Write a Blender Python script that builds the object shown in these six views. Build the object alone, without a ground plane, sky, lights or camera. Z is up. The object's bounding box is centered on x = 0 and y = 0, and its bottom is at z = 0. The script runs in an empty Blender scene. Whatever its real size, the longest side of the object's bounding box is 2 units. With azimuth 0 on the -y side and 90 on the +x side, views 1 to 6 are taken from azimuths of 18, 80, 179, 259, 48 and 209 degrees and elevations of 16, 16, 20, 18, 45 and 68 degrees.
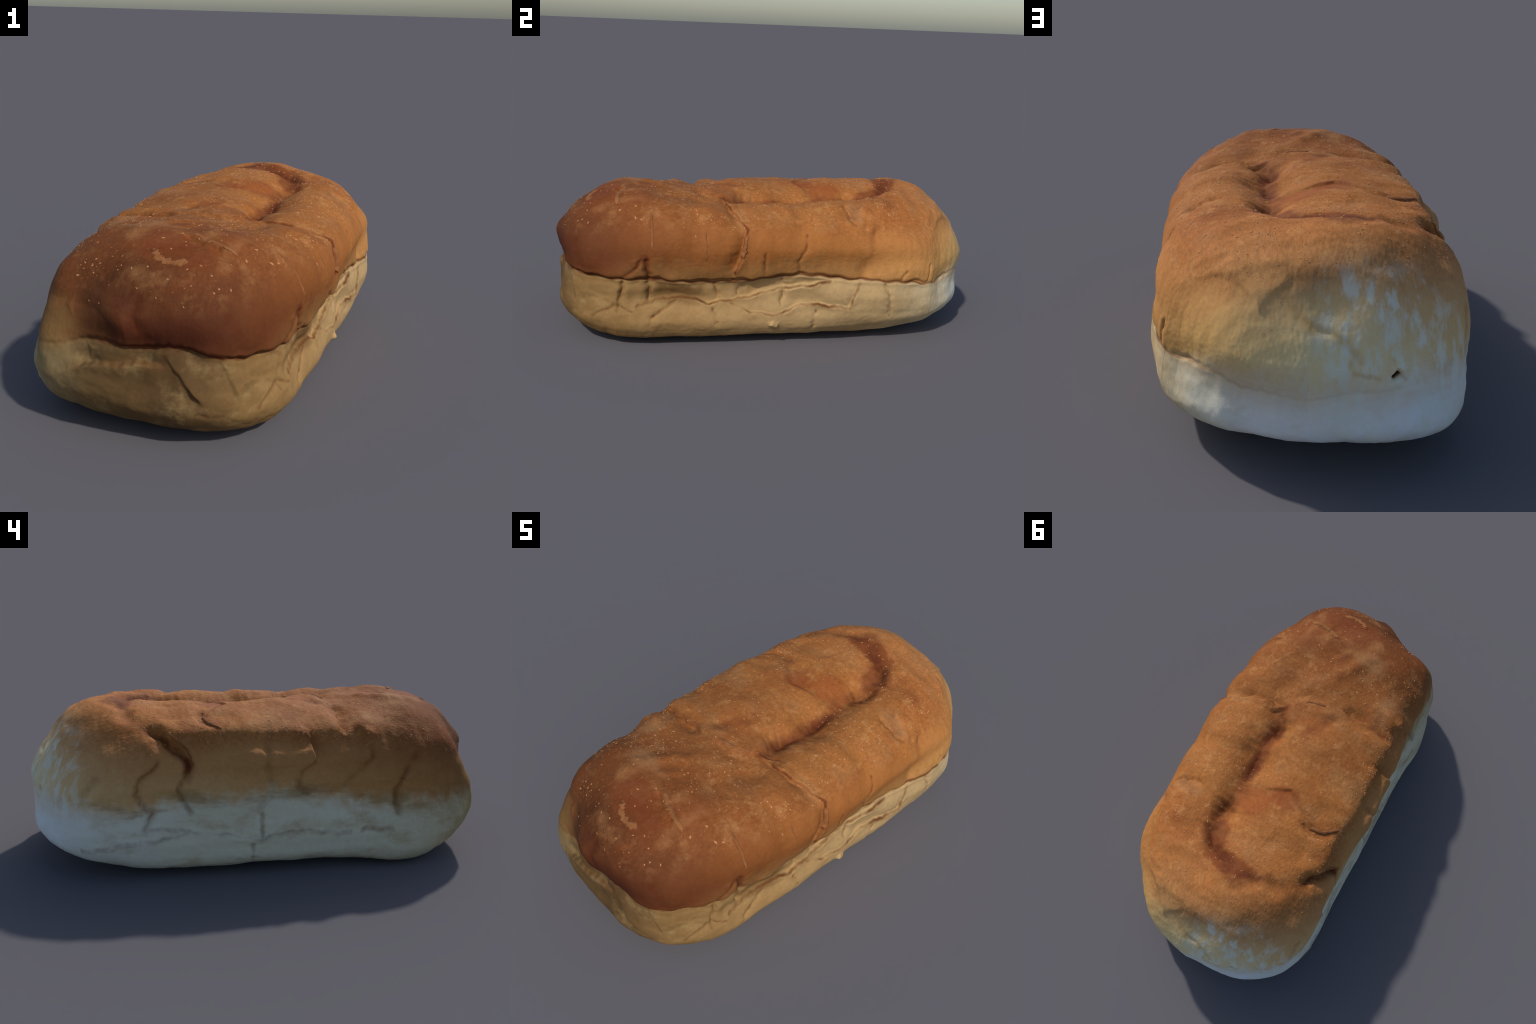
"""A baked white-bread loaf: rounded-box body with a folded golden top crust,
a pinched seam all round, a pale wrinkled lower crust and a floury far end."""
import math
import bpy
import numpy as np

rng = np.random.default_rng(7)

# ----------------------------------------------------------------- body shape
SEGMENTS = (270, 540, 190)          # quads along x, y, z of the rounded box
EXPONENT = (4.604, 2.15, 2.654)     # roundness of the box along x, y, z
MID_HEIGHT, MID_Y, HALF_LENGTH = 0.38, -0.002, 0.965
# profile curves; knots are spread evenly from the near end (-1) to the far end (+1)
HALF_WIDTH_WEST = [0.55, 0.602, 0.566, 0.551, 0.569, 0.646, 0.539]
HALF_WIDTH_EAST = [0.411, 0.496, 0.493, 0.479, 0.472, 0.474, 0.307]
RISE = [0.556, 0.31, 0.258, 0.26, 0.273, 0.331, 0.548]
DROP = [0.395, 0.444, 0.397, 0.375, 0.396, 0.417, 0.422]
# widening of the sides and ends with height, knots from bottom to top
FLARE_WEST = [0.181, -0.042, -0.133, -0.163, -0.201, -0.187, 0.02]
FLARE_EAST = [0.041, 0.047, 0.042, 0.008, 0.008, 0.014, -0.078]
END_NEAR = [0.273, 0.069, -0.05, -0.104, -0.148, -0.264, -0.385]
END_FAR = [0.081, 0.111, 0.001, -0.011, -0.103, -0.23, -0.345]
# lengthening of the ends across the width, knots from west to east
SKEW_NEAR = [0.239, 0.092, 0.108, 0.101, 0.091]
SKEW_FAR = [0.095, 0.045, 0.038, 0.015, 0.088]

# seam between top and lower crust: (turn, height); turn 0 = far end, .25 west, .5 near end, .75 east
SEAM = [(0.0, .282), (.03, .285), (.06, .292), (.09, .318), (.115, .312), (.14, .31), (.165, .305), (.19, .35),
        (.225, .335), (.25, .37), (.275, .345), (.3, .315), (.33, .285), (.36, .27), (.385, .30), (.44, .345),
        (.48, .351), (.52, .353), (.54, .36), (.565, .353), (.59, .345), (.61, .325), (.635, .314), (.665, .313),
        (.685, .303), (.718, .306), (.748, .321), (.766, .333), (.79, .323), (.807, .308), (.816, .314), (.83, .303),
        (.85, .288), (.865, .276), (.885, .288), (.903, .305), (.925, .298), (.942, .278), (.966, .281), (1.0, .282)]
# lower edge of the blistered upper crust
EDGE = [(0.0, .57), (.05, .59), (.1, .56), (.15, .53), (.25, .56), (.35, .52), (.40, .48), (.48, .47), (.58, .49), (.62, .55),
        (.665, .567), (.695, .546), (.73, .55), (.76, .56), (.788, .532), (.803, .50), (.83, .53), (.87, .48), (.91, .52), (.95, .55), (1.0, .57)]

# folds, grooves and cracks: kind, width, depth, stain (0..1), stain width, points
# kind: groove = round valley, crack = sharp slit with raised lips, ridge = raised weal
FOLDS = {
    "long_groove": ("groove", .075, 0.026, .0, .03, [(-.11, .645, .66), (-.02, .60, .66), (.08, .55, .655), (.135, .48, .65), (.135, .42, .64), (.11, .335, .64), (.115, .23, .64), (.125, .12, .64), (.135, .0, .635), (.12, -.12, .63), (.13, -.2, .625)]),
    "groove_floor": ("crack", 0.03, 0.006, 0.7, 0.05, [(-.10, .635, .63), (-.01, .585, .62), (.085, .54, .61), (.138, .47, .6), (.13, .40, .59), (.11, .32, .59), (.115, .22, .59), (.125, .11, .59), (.135, .0, .59), (.12, -.13, .59), (.135, -.21, .6)]),
    "groove_pit": ("groove", .05, .020, .5, .03, [(.13, -.06, .62), (.125, -.15, .62), (.16, -.21, .62)]),
    "groove_bend": ("groove", .05, .014, 0, .03, [(.13, .50, .63), (.135, .42, .63), (.11, .33, .63)]),
    "east_split": ("drop_right", 0.05, 0.014, .75, .010, [(.15, -.215, .62), (.22, -.215, .625), (.311, -.2, .612), (.41, -.17, .575), (.45, -.145, .547), (.479, -.162, .482), (.487, -.181, .40), (.49, -.197, .358), (.496, -.201, .309)]),
    "east_split_dip": ("groove", 0.06, 0.012, 0, .02, [(.15, -.22, .62), (.311, -.2, .612), (.45, -.145, .547), (.487, -.18, .40)]),
    "west_shelf": ("drop_right", 0.07, 0.005, 0.35, 0.028, [(.062, .189, .642), (-.027, .181, .642), (-.103, .151, .641), (-.169, .198, .642), (-.244, .239, .641), (-.312, .267, .636), (-.402, .2, .596)]),
    "far_split": ("groove", 0.045, 0.015, 0.6, 0.03, [(-.116, .602, .662), (-.222, .565, .655), (-.291, .574, .643), (-.345, .53, .625), (-.395, .455, .60), (-.425, .40, .54), (-.44, .35, .47)]),
    "far_split_core": ("crack", 0.032, 0.022, 0.95, 0.034, [(-.37, .50, .618), (-.398, .451, .602), (-.421, .422, .566), (-.428, .368, .525), (-.44, .345, .478), (-.453, .354, .433)]),
    "far_split_lip": ("ridge", .014, .009, 0, .01, [(-.398, .43, .61), (-.425, .385, .572), (-.44, .335, .525), (-.45, .318, .48)]),
    "far_split_tail": ("crack", .012, .007, 0.5, 0.02, [(-.453, .354, .433), (-.468, .387, .389), (-.473, .372, .331), (-.473, .333, .279)]),
    "west_fold": ("drop_left", 0.06, 0.009, 0.35, 0.02, [(.115, -.236, .628), (.058, -.309, .626), (-.031, -.322, .625), (-.124, -.329, .624), (-.195, -.324, .624), (-.308, -.316, .618)]),
    "west_dimple": ("groove", .045, 0.007, .4, .03, [(-.022, -.114, .633), (-.061, -.191, .629), (-.095, -.28, .627)]),
    "near_valley": ("groove", .06, 0.01, 0, .02, [(.12, -.21, .628), (.19, -.29, .625), (.195, -.42, .623), (.18, -.50, .633)]),
    "near_dip": ("groove", 0.05, 0.01, .3, .04, [(.17, -.69, .652), (.096, -.632, .653), (.014, -.585, .647)]),
    "near_ridge": ("ridge", 0.04, 0.009, 0, .02, [(-.138, -.721, .647), (-.083, -.636, .654), (-.049, -.545, .64), (.019, -.466, .627)]),
    "near_weal": ("drop_right", 0.05, 0.012, 0, .02, [(.07, -.67, .655), (.191, -.707, .647), (.269, -.71, .624)]),
    "east_notch": ("groove", 0.045, 0.014, .3, .03, [(.40, .33, .58), (.30, .37, .625), (.19, .433, .644)]),
    "east_notch_side": ("groove", 0.04, 0.012, .25, .02, [(.427, .429, .551), (.453, .408, .489), (.463, .405, .387), (.472, .359, .315)]),
    "end_dent": ("groove", .028, .010, .5, .02, [(-.003, -.929, .522), (.028, -.934, .513), (.008, -.954, .454), (.035, -.967, .398)]),
    # east side, upper half
    "east_gash": ("crack", .022, .022, .8, .018, [(.46, -.583, .415), (.462, -.583, .363), (.471, -.572, .315)]),
    "east_line_a": ("crack", .012, .006, .45, .007, [(.483, -.07, .44), (.485, -.07, .389), (.49, -.063, .331)]),
    "east_line_b": ("crack", .014, .009, .55, .008, [(.459, .114, .526), (.474, .113, .462), (.479, .078, .403), (.484, .093, .336)]),
    "east_line_c": ("crack", .012, .006, .4, .007, [(.456, .586, .348), (.464, .56, .301)]),
    "east_line_d": ("crack", .012, .007, .5, .008, [(.411, .713, .369), (.425, .697, .282)]),
    "east_crease_a": ("crack", .016, .006, .3, .01, [(.278, .315, .631), (.392, .323, .586), (.424, .342, .559)]),
    "east_crease_b": ("crack", .016, .006, .25, .01, [(.277, .386, .631), (.4, .391, .58), (.439, .383, .537)]),
    "near_corner": ("groove", .03, 0.006, .35, .02, [(.284, -.873, .468), (.317, -.857, .391), (.335, -.854, .336)]),
    "scar_east": ("ridge", .008, .004, 0, .01, [(.354, -.564, .595), (.421, -.562, .535), (.455, -.563, .461)]),
    "scar_east_thin": ("ridge", .006, .003, 0, .01, [(.448, -.333, .541), (.475, -.333, .482), (.484, -.333, .409)]),
    # east side, pale half
    "pale_tuck": ("crack", .018, .016, .6, .009, [(.47, -.579, .31), (.476, -.572, .265), (.475, -.572, .209)]),
    "pale_crease_a": ("drop_left", 0.045, 0.014, 0.85, 0.01, [(.461, -.628, .193), (.479, -.547, .215), (.488, -.468, .225), (.491, -.378, .22), (.488, -.319, .192), (.491, -.239, .2), (.494, -.13, .22), (.494, -.031, .249), (.492, .054, .269), (.488, .138, .284), (.482, .232, .302)]),
    "pale_crease_b": ("drop_left", 0.04, 0.01, 0.85, 0.01, [(.489, -.204, .194), (.473, -.124, .151), (.464, -.004, .141), (.477, .086, .18), (.478, .153, .192), (.471, .241, .181), (.465, .322, .176), (.475, .349, .25), (.473, .365, .298)]),
    "pale_line_a": ("crack", 0.018, 0.007, 0.6, .007, [(.49, .017, .313), (.492, .018, .244), (.478, .012, .177)]),
    "pale_line_b": ("crack", 0.018, 0.007, 0.6, .007, [(.47, .483, .3), (.469, .506, .236), (.441, .519, .135)]),
    "pale_line_c": ("crack", 0.018, 0.007, 0.6, .007, [(.497, -.282, .293), (.498, -.273, .251), (.495, -.255, .219)]),
    "pale_line_d": ("crack", 0.018, 0.007, 0.6, .006, [(.497, -.145, .291), (.497, -.182, .24)]),
    "pale_line_e": ("crack", 0.018, 0.007, 0.6, .007, [(.47, .17, .167), (.418, .163, .08)]),
    "pale_line_f": ("crack", 0.018, 0.007, 0.6, .007, [(.485, -.294, .177), (.452, -.265, .107)]),
    "pale_line_g": ("crack", .016, .009, 0.6, .009, [(.396, -.594, .053), (.464, -.547, .149), (.489, -.452, .225)]),
    "pale_line_h": ("crack", .016, .008, 0.6, .008, [(.378, -.807, .141), (.429, -.724, .192), (.454, -.644, .173)]),
    # west side
    "west_line_a": ("crack", 0.03, 0.009, 0.32, 0.022, [(-.409, .007, .584), (-.417, .022, .52), (-.438, .022, .458), (-.461, -.002, .381), (-.466, .008, .331), (-.47, .046, .282)]),
    "west_line_b": ("drop_left", 0.05, 0.014, 0.55, 0.02, [(-.383, -.16, .606), (-.413, -.173, .53), (-.433, -.178, .476), (-.444, -.128, .438), (-.462, -.102, .377), (-.467, -.162, .341)]),
    "west_line_c": ("crack", 0.03, 0.01, 0.32, 0.022, [(-.25, -.32, .62), (-.331, -.319, .614), (-.401, -.318, .573)]),
    "west_line_d": ("crack", 0.03, 0.01, 0.55, 0.02, [(-.415, -.429, .523), (-.432, -.435, .484), (-.448, -.381, .43), (-.465, -.319, .369)]),
    "west_line_e": ("crack", 0.032, 0.014, 0.55, 0.02, [(-.422, -.629, .493), (-.457, -.589, .409), (-.471, -.556, .326), (-.473, -.549, .274), (-.476, -.561, .23)]),
    "west_line_f": ("drop_left", 0.05, 0.012, 0.55, 0.02, [(-.455, .472, .488), (-.477, .544, .432), (-.492, .553, .371), (-.493, .523, .32), (-.491, .494, .284), (-.497, .519, .22)]),
    "west_line_g": ("crack", 0.03, 0.009, 0.32, 0.022, [(-.22, .26, .64), (-.302, .274, .637), (-.371, .225, .621)]),
    "west_wrinkle_a": ("drop_left", 0.05, 0.009, 0.45, 0.014, [(-.496, .511, .219), (-.48, .348, .204), (-.479, .237, .185), (-.481, .069, .147), (-.481, .028, .153), (-.479, -.012, .177), (-.479, -.137, .18), (-.48, -.338, .161)]),
    "west_wrinkle_b": ("drop_left", 0.05, 0.008, 0.45, 0.014, [(-.464, .77, .133), (-.494, .676, .141), (-.501, .597, .166), (-.491, .48, .168), (-.48, .349, .196)]),
    "west_wrinkle_c": ("crack", 0.028, 0.009, 0.45, 0.014, [(-.471, .037, .264), (-.48, .038, .162)]),
    "west_wrinkle_d": ("crack", 0.028, 0.009, 0.45, 0.014, [(-.479, -.397, .176), (-.478, -.53, .169)]),
    "west_wrinkle_e": ("crack", 0.028, 0.009, 0.45, 0.014, [(-.482, .077, .139), (-.473, .076, .063)]),
    "west_scar": ("ridge", .012, .004, 0, .01, [(-.471, .731, .354), (-.488, .688, .275), (-.494, .638, .122)]),
    "west_ridge": ("ridge", .03, .012, 0, .01, [(-.22, -.44, .622), (-.358, -.398, .602), (-.405, -.422, .546)]),
    "west_corner": ("groove", .025, .006, .35, .02, [(-.453, .705, .438), (-.457, .745, .391), (-.451, .778, .332)]),
    "base_tip": ("ridge", 0.013, 0.016, 0, .01, [(.462, -.03, .10), (.455, .0, .085)]),
    "west_bulge_dip": ("groove", .05, 0.006, 0, .02, [(-.41, .02, .58), (-.30, .03, .635), (-.15, .05, .64)]),
    "west_dip_b": ("groove", .05, 0.006, 0, .02, [(-.42, -.17, .52), (-.36, -.17, .60), (-.2, -.19, .63)]),
    "west_dip_c": ("groove", .045, 0.006, 0, .02, [(-.43, -.37, .48), (-.39, -.35, .56), (-.3, -.33, .61), (-.1, -.33, .625)]),
    "west_dip_d": ("groove", .05, 0.006, 0, .02, [(-.43, -.52, .45), (-.38, -.52, .57), (-.25, -.53, .63)]),
    "east_dip_a": ("groove", .05, .010, 0, .02, [(.48, .10, .42), (.46, .1, .53), (.38, .1, .59), (.25, .12, .635)]),
    "east_dip_b": ("groove", .05, .009, 0, .02, [(.48, -.36, .4), (.45, -.36, .55), (.33, -.37, .61)]),
    "crown_dip": ("groove", .06, 0.006, 0, .02, [(-.12, .40, .64), (-.2, .42, .64), (-.32, .40, .63)]),
    "far_rim": ("ridge", .022, 0.003, 0, .01, [(.396, .69, .455), (.315, .745, .521), (.239, .779, .563), (.154, .801, .587), (.07, .806, .602), (-.027, .793, .618)]),
    # far end
    "far_crease_a": ("crack", .018, 0.002, 0.5, 0.018, [(.05, .912, .507), (-.015, .95, .469), (-.068, .961, .452), (-.103, .973, .428), (-.134, .987, .39)]),
    "far_crease_b": ("crack", .014, 0.002, 0.4, .010, [(-.11, .99, .385), (-.124, .997, .344), (-.191, .989, .323)]),
    "far_crease_c": ("crack", .014, 0.003, 0.35, .009, [(-.234, .974, .388), (-.255, .976, .344), (-.278, .962, .311)]),
    "far_hole": ("hole", 0.014, 0.022, 1.0, 0.012, [(-.243, .978, .318), (-.259, .974, .335)]),
    # near end
    "near_crease_a": ("drop_right", 0.07, 0.01, 0.4, 0.012, [(.113, -.98, .344), (.152, -.986, .288), (.206, -.979, .229), (.242, -.959, .183)]),
    "near_crease_b": ("drop_left", 0.06, 0.014, 0.35, 0.02, [(-.228, -.966, .238), (-.144, -.973, .277), (-.052, -.989, .284), (.024, -.991, .305), (.117, -.989, .298)]),
    "near_crease_c": ("crack", .015, .010, .4, .008, [(.435, -.684, .33), (.441, -.695, .258), (.433, -.708, .17)]),
    "near_crease_d": ("crack", .016, .010, .5, .010, [(.452, -.6, .416), (.452, -.62, .37), (.435, -.684, .33)]),
    "near_crease_e": ("crack", .015, .005, .3, .008, [(.212, -.956, .138), (.295, -.908, .138), (.342, -.809, .076)]),
}


# broad hollows (-) and swellings (+) that the dough took in the tin: shape, centre, amount
REACH = {'dimple': (0.1, 0.1, 0.1), 'dent': (0.18, 0.18, 0.18), 'along': (0.12, 0.25, 0.12), 'flank': (0.2, 0.4, 0.2), 'across': (0.25, 0.12, 0.12), 'crease': (0.12, 0.4, 0.06), 'broad': (0.3, 0.3, 0.12), 'pock': (0.12, 0.12, 0.12), 'dip': (0.2, 0.2, 0.2), 'ledge': (0.12, 0.35, 0.07)}
SWELLINGS = [
    ('ledge', (-0.42, 0.09, 0.52), 0.041),
    ('flank', (0.49, -0.32, 0.34), -0.024),
    ('dip', (-0.24, 0.95, 0.44), -0.026),
    ('broad', (-0.47, -0.36, 0.34), -0.029),
    ('dip', (0.04, -0.49, 0.63), 0.019),
    ('dip', (0.23, 0.21, 0.64), -0.009),
    ('ledge', (0.5, -0.11, 0.26), -0.043),
    ('ledge', (-0.05, -0.95, 0.44), 0.04),
    ('ledge', (-0.19, -0.08, 0.64), 0.009),
    ('across', (0.14, -0.99, 0.25), -0.021),
    ('pock', (-0.42, 0.82, 0.27), 0.016),
    ('ledge', (0.41, 0.57, 0.53), -0.02),
    ('along', (-0.24, -0.87, 0.54), -0.017),
    ('across', (-0.04, 0.56, 0.66), 0.009),
    ('across', (-0.4, -0.86, 0.27), 0.02),
    ('pock', (-0.46, -0.56, 0.41), -0.025),
    ('ledge', (0.31, -0.75, 0.59), -0.008),
    ('across', (0.31, -0.86, 0.43), 0.021),
    ('pock', (-0.05, 0.88, 0.55), -0.015),
    ('pock', (0.15, 0.07, 0.64), -0.013),
    ('ledge', (0.45, -0.68, 0.25), -0.017),
    ('pock', (0.19, 0.62, 0.65), -0.019),
    ('pock', (-0.06, -0.23, 0.63), 0.01),
    ('pock', (0.04, 0.97, 0.24), 0.012),
    ('pock', (-0.45, -0.74, 0.34), -0.019),
    ('broad', (0.13, -0.95, 0.1), 0.008),
    ('ledge', (-0.42, -0.49, 0.51), 0.006),
    ('pock', (0.38, -0.74, 0.48), -0.01),
    ('pock', (0.05, 0.21, 0.64), -0.013),
    ('ledge', (0.41, -0.11, 0.07), 0.013),
    ('pock', (-0.45, 0.11, 0.41), 0.01),
    ('pock', (0.24, -0.08, 0.63), -0.007),
    ('pock', (0.11, 0.54, 0.66), 0.018),
    ('ledge', (0.48, 0.11, 0.34), -0.011),
    ('pock', (-0.06, -0.08, 0.64), 0.011),
    ('pock', (-0.41, 0.81, 0.42), 0.014),
    ('pock', (-0.49, 0.55, 0.34), -0.008),
    ('ledge', (0.48, -0.1, 0.46), 0.01),
    ('pock', (-0.39, -0.83, 0.42), 0.007),
    ('ledge', (-0.16, -0.97, 0.17), 0.01),
    ('ledge', (-0.48, -0.13, 0.18), 0.006),
    ('pock', (0.05, -0.91, 0.56), 0.009),
    ('across', (0.41, 0.64, 0.48), 0.009),
    ('pock', (-0.34, -0.9, 0.11), -0.008),
    ('across', (0.14, -0.8, 0.63), -0.004),
    ('pock', (-0.33, 0.9, 0.43), -0.016),
    ('ledge', (-0.31, 0.74, 0.59), -0.003),
    ('pock', (-0.18, 0.35, 0.64), 0),
    ('ledge', (0.05, -0.98, 0.34), -0.009),
    ('pock', (0.04, 0.46, 0.65), -0.012),
    ('pock', (-0.06, 0.35, 0.64), 0.01),
    ('pock', (0.29, 0.44, 0.63), 0.003),
    ('crease', (-0.43, -0.09, 0.49), 0.035),
    ('flank', (0.49, 0.09, 0.28), -0.027),
    ('flank', (0.26, -0.91, 0.42), -0.015),
    ('along', (-0.47, 0.57, 0.46), 0.018),
    ('crease', (0.47, -0.59, 0.2), -0.028),
    ('dimple', (-0.27, -0.89, 0.51), -0.017),
    ('dimple', (-0.11, 0.72, 0.65), 0.018),
    ('dent', (0.4, 0.73, 0.35), -0.014),
    ('dimple', (-0.04, 0.91, 0.52), -0.027),
    ('along', (-0.46, -0.61, 0.06), 0.019),
    ('crease', (-0.48, 0.29, 0.15), 0.016),
    ('crease', (0.04, -1, 0.21), -0.019),
    ('dimple', (-0.47, -0.65, 0.27), -0.021),
    ('dimple', (0.04, 0.06, 0.64), -0.018),
    ('broad', (0.12, -0.3, 0.63), 0.004),
    ('dimple', (-0.44, -0.61, 0.45), 0.016),
    ('dimple', (0.46, 0.07, 0.54), -0.015),
    ('dimple', (0.32, -0.7, 0.6), -0.01),
    ('crease', (0.48, -0.08, 0.45), 0.011),
    ('crease', (-0.38, 0.67, 0.57), -0.005),
    ('across', (0.38, 0.51, 0.58), -0.005),
    ('dimple', (-0.04, 0.82, 0.6), 0.012),
    ('dimple', (-0.28, 0.94, 0.42), -0.008),
    ('dimple', (0.33, -0.86, 0.35), 0.016),
    ('crease', (0.43, 0.27, 0.1), 0.009),
    ('along', (0.46, 0.44, 0.4), 0.007),
    ('dent', (-0.46, 0.68, 0.08), -0.005),
    ('dimple', (0.25, -0.5, 0.62), 0.006),
    ('dimple', (-0.36, -0.92, 0.22), 0.007),
    ('dimple', (-0.47, -0.49, 0.27), -0.01),
    ('dimple', (-0.28, -0.92, 0.42), -0.01),
    ('flank', (0.48, 0.03, 0.35), 0.034),
    ('flank', (-0.42, 0.8, 0.41), -0.012),
    ('flank', (-0.44, -0.54, 0.46), -0.011),
    ('flank', (0.43, -0.71, 0.17), 0.027),
    ('flank', (0.45, 0.62, 0.18), 0.009),
    ('crease', (0.15, 0.12, 0.64), -0.014),
    ('crease', (-0.02, 0.04, 0.64), 0.006),
    ('broad', (0.4, 0.62, 0.52), 0.008),
    ('flank', (-0.48, -0, 0.21), -0.011),
    ('crease', (-0.41, -0.01, 0.57), -0.008),
    ('dimple', (-0.15, 0.38, 0.64), 0.013),
    ('across', (-0.27, 0.6, 0.65), -0.005),
    ('crease', (0.46, 0.34, 0.39), -0.02),
    ('broad', (-0.47, -0.69, 0.24), -0.007),
    ('crease', (-0.46, -0.19, 0.4), 0.009),
    ('dimple', (0.48, -0.53, 0.27), -0.021),
    ('crease', (-0.46, 0.26, 0.05), 0.011),
    ('dimple', (-0.29, -0.18, 0.62), 0.005),
    ('flank', (-0.33, 0.93, 0.15), -0.006),
    ('dimple', (0.17, 0.47, 0.65), -0.006),
    ('across', (0.47, 0.3, 0.2), 0.012),
    ('crease', (0.48, -0.16, 0.18), -0.014),
    ('dent', (0.35, -0.52, 0.6), 0.004),
    ('crease', (0.48, -0.03, 0.45), -0.012),
    ('dimple', (-0.28, -0.6, 0.63), -0.005),
    ('broad', (0.28, 0.85, 0.41), 0.005),
    ('dimple', (-0.22, 0.98, 0.36), -0.011),
    ('dimple', (0.27, 0.22, 0.63), 0.006),
    ('dent', (-0.17, -0.88, 0.55), -0.004),
    ('dimple', (-0.02, -0.52, 0.64), 0.005),
    ('dimple', (-0.26, 0.79, 0.59), -0.008),
    ('crease', (0.28, -0.72, 0.01), -0.013),
    ('crease', (0.41, -0, 0.07), 0.007),
    ('dimple', (-0.43, -0.27, 0.48), 0.007),
    ('dimple', (-0.43, -0.57, 0.03), 0.011),
    ('dimple', (0.23, 0.39, 0.64), 0.007),
    ('crease', (0.26, -0.9, 0.44), 0.009),
    ('dimple', (0.07, 0.14, 0.64), 0.01),
    ('dimple', (0.1, -0.26, 0.63), 0.009),
    ('dimple', (-0.35, 0.51, 0.63), -0.004),
    ('along', (-0.01, -0.97, 0.13), -0.006),
    ('dimple', (0.47, 0.48, 0.23), 0.012),
    ('dimple', (-0.14, -0.21, 0.63), 0.004),
    ('dimple', (0.31, -0.34, 0.61), 0.011),
    ('dimple', (0.22, -0.34, 0.62), -0.009),
    ('across', (0.46, 0.07, 0.53), 0.005),
    ('dimple', (0.25, -0.15, 0.62), 0.005),
    ('dimple', (0.44, 0.65, 0.36), 0.008),
    ('dimple', (-0.48, -0.34, 0.09), -0.006),
    ('crease', (-0.46, 0.02, 0.53), -0.030),
    ('along', (-0.47, 0.0, 0.50), 0.009),
    ('pock', (-0.06, 0.87, 0.53), 0.022),
    ('pock', (-0.07, -0.95, 0.49), -0.012),
    ('pock', (0.42, -0.33, 0.26), 0.010),
]


def curve(values, x, knots=None):
    """Smooth (Hermite) curve through values at evenly spaced knots on -1..1."""
    v = np.asarray(values, float)
    k = np.linspace(-1, 1, len(v)) if knots is None else np.asarray(knots, float)
    m = np.gradient(v, k)
    i = np.clip(np.searchsorted(k, x) - 1, 0, len(k) - 2)
    h = k[i + 1] - k[i]
    t = np.clip((x - k[i]) / h, 0, 1)
    return ((2*t**3 - 3*t**2 + 1)*v[i] + (t**3 - 2*t**2 + t)*h*m[i]
            + (-2*t**3 + 3*t**2)*v[i + 1] + (t**3 - t**2)*h*m[i + 1])


def rounded_box_grid():
    """Quad grid over the six sides of a cube, welded: corner coordinates and quads."""
    verts, quads, base = [], [], 0
    for axis in range(3):
        b, c = (axis + 1) % 3, (axis + 2) % 3
        nb, nc = SEGMENTS[b], SEGMENTS[c]
        gb, gc = np.meshgrid(np.arange(nb + 1), np.arange(nc + 1), indexing="ij")
        for side in (0, 1):
            p = np.zeros((gb.size, 3), np.int64)
            p[:, axis] = side * SEGMENTS[axis]
            p[:, b], p[:, c] = gb.ravel(), gc.ravel()
            i = np.arange(gb.size).reshape(gb.shape) + base
            q = np.stack([i[:-1, :-1], i[1:, :-1], i[1:, 1:], i[:-1, 1:]], -1).reshape(-1, 4)
            quads.append(q if side else q[:, ::-1])
            verts.append(p)
            base += gb.size
    verts, quads = np.vstack(verts), np.vstack(quads)
    key = (verts[:, 0] * 4096 + verts[:, 1]) * 4096 + verts[:, 2]
    _, first, inverse = np.unique(key, return_index=True, return_inverse=True)
    return verts[first] / np.array(SEGMENTS) * 2 - 1, inverse.ravel()[quads]


def body(c):
    a, t = np.abs(c), np.full(len(c), .8)
    px, py, pz = EXPONENT
    for _ in range(14):
        x, y, z = (a[:, 0]*t)**px, (a[:, 1]*t)**py, (a[:, 2]*t)**pz
        t = np.clip(t - (x + y + z - 1) / ((px*x + py*y + pz*z) / t), .2, 1.5)
    x, y, z = (c * t[:, None]).T
    width = np.where(x < 0, curve(HALF_WIDTH_WEST, y), curve(HALF_WIDTH_EAST, y))
    flare = np.where(x < 0, curve(FLARE_WEST, z), curve(FLARE_EAST, z))
    height = MID_HEIGHT + z * np.where(z > 0, curve(RISE, y), curve(DROP, y))
    reach = np.where(y < 0, curve(END_NEAR, z) + curve(SKEW_NEAR, x), curve(END_FAR, z) + curve(SKEW_FAR, x))
    return np.stack([x * width * (1 + flare), MID_Y + y * (HALF_LENGTH + reach), height], 1)


def vertex_normals(p, quads):
    n = np.cross(p[quads[:, 2]] - p[quads[:, 0]], p[quads[:, 3]] - p[quads[:, 1]])
    out = np.zeros_like(p)
    for k in range(4):
        for ax in range(3):
            out[:, ax] += np.bincount(quads[:, k], n[:, ax], len(p))
    return out / np.maximum(np.linalg.norm(out, axis=1), 1e-12)[:, None]


def lumps(p, scale, seed):
    """Smooth gradient noise in space, about -1..1."""
    r = np.random.default_rng(seed)
    table = r.permutation(256)
    grads = r.normal(size=(256, 3))
    grads /= np.linalg.norm(grads, axis=1)[:, None]
    q = p * scale + 31.7
    cell = np.floor(q).astype(np.int64)
    f = q - cell
    s = f*f*f*(f*(f*6 - 15) + 10)
    total = 0
    for dx in (0, 1):
        for dy in (0, 1):
            for dz in (0, 1):
                h = table[(table[(table[(cell[:, 0]+dx) & 255] + cell[:, 1]+dy) & 255] + cell[:, 2]+dz) & 255]
                w = ((s[:, 0] if dx else 1-s[:, 0]) * (s[:, 1] if dy else 1-s[:, 1]) * (s[:, 2] if dz else 1-s[:, 2]))
                total = total + w * ((f - (dx, dy, dz)) * grads[h]).sum(1)
    return total * 1.6


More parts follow.
